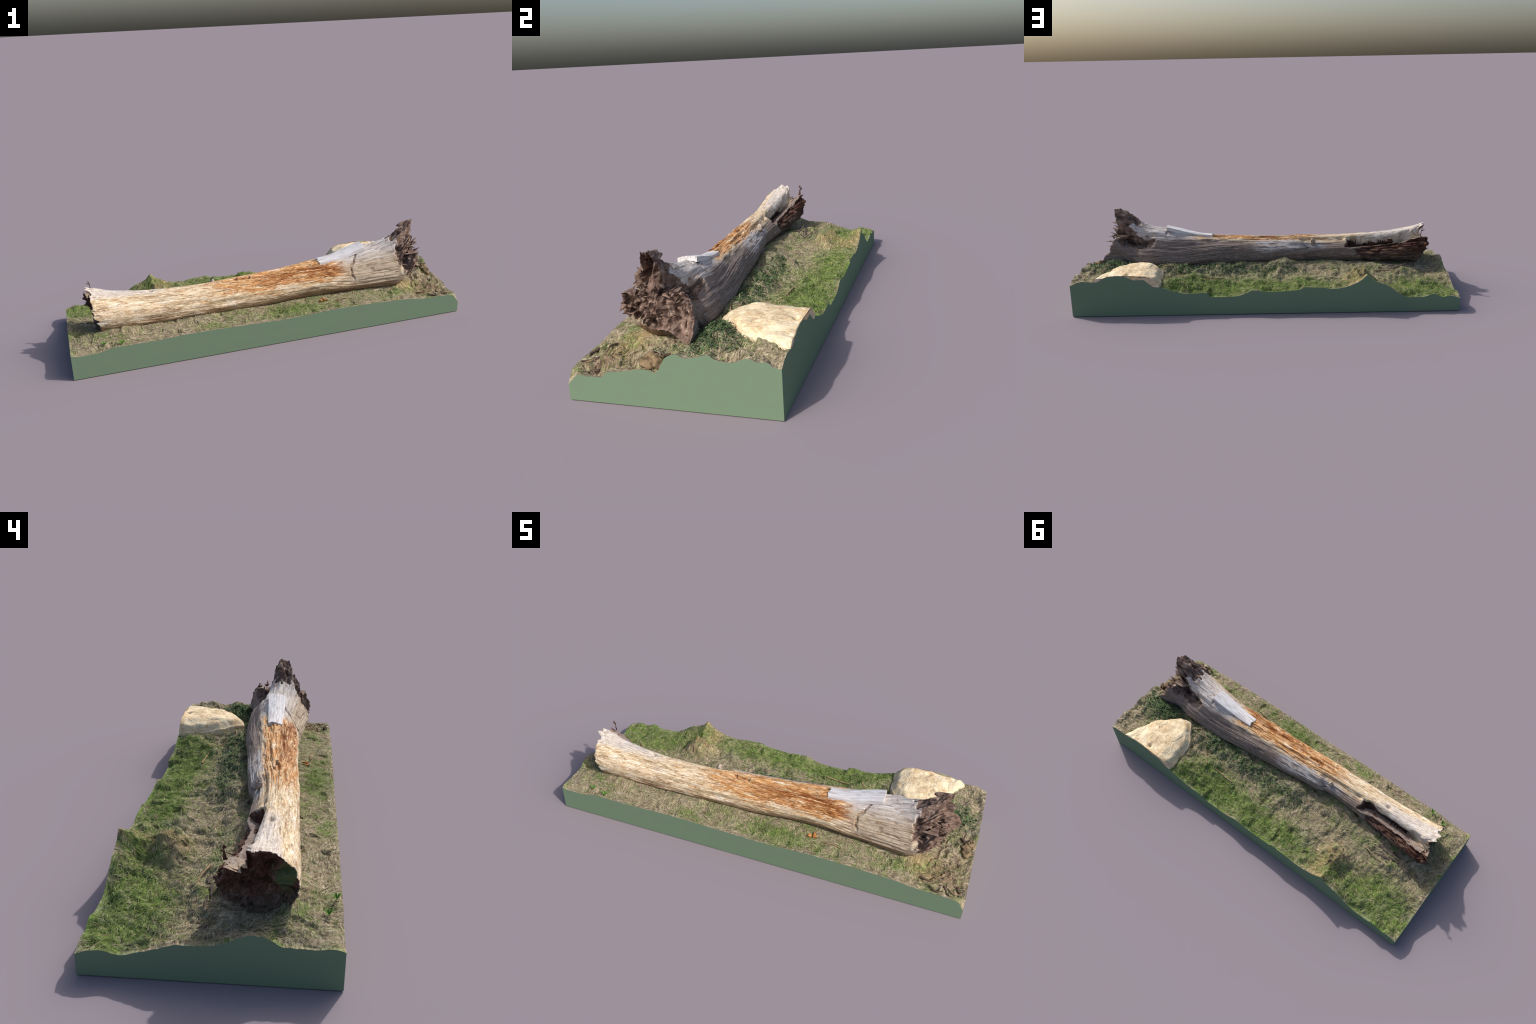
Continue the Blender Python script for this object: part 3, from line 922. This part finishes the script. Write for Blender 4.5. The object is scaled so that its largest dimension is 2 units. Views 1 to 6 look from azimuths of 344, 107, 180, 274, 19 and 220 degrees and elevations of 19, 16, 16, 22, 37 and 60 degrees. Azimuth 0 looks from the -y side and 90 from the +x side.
def twig(name, path, radius, material, parent):
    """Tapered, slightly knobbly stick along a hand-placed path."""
    p = np.array(path, float)
    t = np.linspace(0, 1, len(p))
    T = np.linspace(0, 1, 24)
    c = np.stack([curve(np.column_stack([t, p[:, k]]), T) for k in range(3)], -1)
    d = np.gradient(c, axis=0)
    d /= np.linalg.norm(d, axis=1, keepdims=True)
    u = np.cross(d, (0, 0, 1.0))
    u /= np.linalg.norm(u, axis=1, keepdims=True) + 1e-9
    v = np.cross(u, d)
    A = np.linspace(0, 2 * np.pi, 8, endpoint=False)
    rad = radius * (1 - .6 * T) * (1 + .3 * noise(T * 9, len(path), 0, 131))
    P = c[:, None] + rad[:, None, None] * (np.cos(A)[None, :, None] * u[:, None] + np.sin(A)[None, :, None] * v[:, None])
    ob = grid_object(name, P, material, None, wrap=True)
    adopt(ob, parent)
    return ob


def splinter(base, direction, length, width, seed, material, parent):
    """Flat tapering shard of torn wood."""
    d = np.array(direction, float)
    d /= np.linalg.norm(d)
    u = np.cross(d, (0.3, 0.2, 1.0))
    u /= np.linalg.norm(u)
    v = np.cross(u, d)
    T = np.linspace(0, 1, 14)
    A = np.linspace(0, 2 * np.pi, 10, endpoint=False)
    taper = (1 - T) ** .6 * (1 + .35 * noise(T * 6, seed, 0, seed)) + .03
    bendv = v * length * .25 * noise(seed * 1.7, 3, 0, 137)
    c = np.array(base)[None] + T[:, None] * d * length + (T ** 2)[:, None] * bendv
    rough = 1 + .3 * noise(T[:, None] * 5, np.cos(A)[None] * 2 + seed, np.sin(A)[None] * 2, 139)
    P = c[:, None] + width * (taper[:, None] * rough)[..., None] * (np.cos(A)[None, :, None] * u + .45 * np.sin(A)[None, :, None] * v)
    ob = grid_object("splinter", P, material, None, wrap=True)
    adopt(ob, parent)
    return ob


def trunk_at(x, degrees):
    a = np.array([math.radians(degrees)])
    yc, zc, R, _, _ = trunk_point(np.array([x]), a)
    return np.array([x, float(yc[0] + R[0] * np.cos(a[0])), float(zc[0] + R[0] * np.sin(a[0]))]), np.array([0, math.cos(a[0]), math.sin(a[0])])


def build_splinters(root):
    torn = bpy.data.materials["splintered_wood"]
    r = np.random.default_rng(23)
    for i in range(46):                               # ragged fringe where the shell of the butt tears off
        deg = r.uniform(-60, 200)
        b = float(butt_border(np.radians(np.array([deg])))[0])
        x = min(b + r.uniform(-.01, .09), .84)
        p, out = trunk_at(x, deg)
        splinter(p - out * .008, np.array([1, 0, 0]) * r.uniform(.5, 1.1) + out * r.uniform(-.25, .2) + r.normal(0, .2, 3), r.uniform(.02, .05), r.uniform(.004, .010), i, torn, root)
    for i in range(26):                               # torn fibres standing out of the end face
        y = r.uniform(-.19, .02)
        z = r.uniform(.23, .36 if y < -.05 else .30)
        splinter((.835, y, z), (1, r.normal(0, .5), r.normal(0.1, .5)), r.uniform(.02, .045), r.uniform(.006, .013), 60 + i, torn, root)
    heart = bpy.data.materials["rotten_heartwood"]
    for i in range(34):                               # shreds along the lower lip of the hollow
        x = r.uniform(-.90, -.52)
        deg = r.uniform(-10, 34)
        p, out = trunk_at(max(x, -.87), deg)
        splinter(p - out * .004, np.array([-1, 0, 0]) + out * r.uniform(-.1, .5) + r.normal(0, .2, 3), r.uniform(.02, .06), r.uniform(.003, .008), 100 + i, heart, root)
    for i in range(16):                               # rotten wood spilled under the hollow
        x, y = r.uniform(-.90, -.6), r.uniform(.0, .05)
        z = float(surface_z(np.array([x]), np.array([y]))[0])
        splinter((x, y, z + .004), (-1, r.normal(0, .3), r.normal(.05, .15)), r.uniform(.03, .08), r.uniform(.004, .010), 150 + i, heart, root)
    # loose flakes hanging on at the tip of the hollow end
    for k, (p, d, l) in enumerate((((-.862, -.03, .300), (-.35, .1, 1), .038), ((-.868, -.024, .330), (-1, .2, .3), .018), ((-.870, -.03, .338), (-.3, .2, 1), .014), ((-.875, -.022, .262), (-1, .1, .3), .03))):
        splinter(p, d, l, .006, 180 + k, heart, root)


def build_litter(root):
    straw = plain_material("dry_straw", srgb(136, 121, 96), srgb(202, 188, 158), 30)
    blade = plain_material("grass_blade", srgb(78, 100, 46), srgb(140, 158, 90), 30)
    strands("dry_grass", 5000, (.02, .05), (.0004, .0009), straw, root, lambda x, y: (.75 - .45 * green_zone(x, y) - .5 * ivy_zone(x, y) - .4 * smooth(.75, .9, x) * smooth(.05, -.05, y)) * bare(x, y), 201, .005)
    strands("green_grass", 5000, (.02, .05), (.0004, .0010), blade, root, lambda x, y: (.10 + .75 * green_zone(x, y)) * bare(x, y), 203, .007)
    ivy_leaves(root)
    wood = plain_material("chip_wood", srgb(150, 96, 52), srgb(198, 142, 88), 50)
    stick = plain_material("stick_wood", srgb(104, 86, 64), srgb(160, 140, 110), 50)
    darkstick = plain_material("dark_stick", srgb(62, 50, 44), srgb(98, 82, 72), 50)
    zz = lambda x, y: float(surface_z(np.array([x]), np.array([y]))[0])
    for x, y, l, a in ((.292, -.250, .030, 2.0), (.262, -.256, .022, 1.2)):
        splinter((x, y, zz(x, y) + .006), (math.cos(a), math.sin(a), .15), l, .012, 300 + int(l * 1000), wood, root).name = "wood_chip"
    twig("twig", [(.335, -.262, zz(.335, -.262) + .004), (.38, -.268, zz(.38, -.268) + .006), (.43, -.275, zz(.43, -.275) + .004)], .004, stick, root)
    twig("twig", [(.79, -.288, zz(.79, -.288) + .003), (.82, -.300, zz(.82, -.30) + .006), (.85, -.296, zz(.85, -.296) + .003)], .004, darkstick, root)
    for pts in ([(.40, .20), (.45, .15), (.50, .11)], [(.22, .20), (.34, .19), (.43, .17)], [(.56, .09), (.50, .08), (.44, .10)], [(-.60, .05), (-.70, .07), (-.80, .06)], [(.92, -.31), (.95, -.33), (.98, -.32)], [(.60, .07), (.57, .055), (.53, .05)]):
        twig("twig", [(x, y, zz(x, y) + .006) for x, y in pts], .0032, stick, root)
    for pts in ([(.84, -.33), (.87, -.345), (.90, -.335)], [(.90, -.30), (.915, -.33), (.93, -.35)], [(.955, -.27), (.97, -.30), (.985, -.29)], [(.93, -.02), (.95, -.05), (.97, -.10)]):
        twig("twig", [(x, y, zz(x, y) + .005) for x, y in pts], .0050, darkstick, root)
    # fresh leaf tufts in front of the thin end
    fresh = plain_material("fresh_leaf", srgb(70, 112, 44), srgb(98, 142, 60), 80)
    for cx, cy in ((-.765, -.342), (-.845, -.318)):
        for k in range(5):
            a = 1.2566 * k + .4
            L = .015 + .005 * (k % 3)
            P = []
            for i in range(7):
                t = i / 6
                w = .0032 * math.sin(math.pi * min(t * .9 + .08, 1)) + .0003
                px, py, pz = cx + math.cos(a) * L * t, cy + math.sin(a) * L * t, zz(cx, cy) + .002 + .020 * math.sin(t * 2.0) * .8
                py = max(py, -.357)
                nx, ny = -math.sin(a) * w, math.cos(a) * w
                P.append([(px - nx, max(py - ny, -.358), pz + .001), (px, py, pz), (px + nx, max(py + ny, -.358), pz + .001)])
            grid_object("leaf", np.array(P), fresh, root)
    # small half-buried rock at the butt end of the block
    rock = plain_material("small_rock", srgb(78, 68, 52), srgb(146, 126, 98), 45)
    lumpy("rock", (.955, -.075, .142), (.026, .034, .024), 141, rock, root, .45)
    lumpy("rock", (.975, -.045, .150), (.018, .020, .022), 143, rock, root, .45)


build_splinters(log)
build_litter(ground)
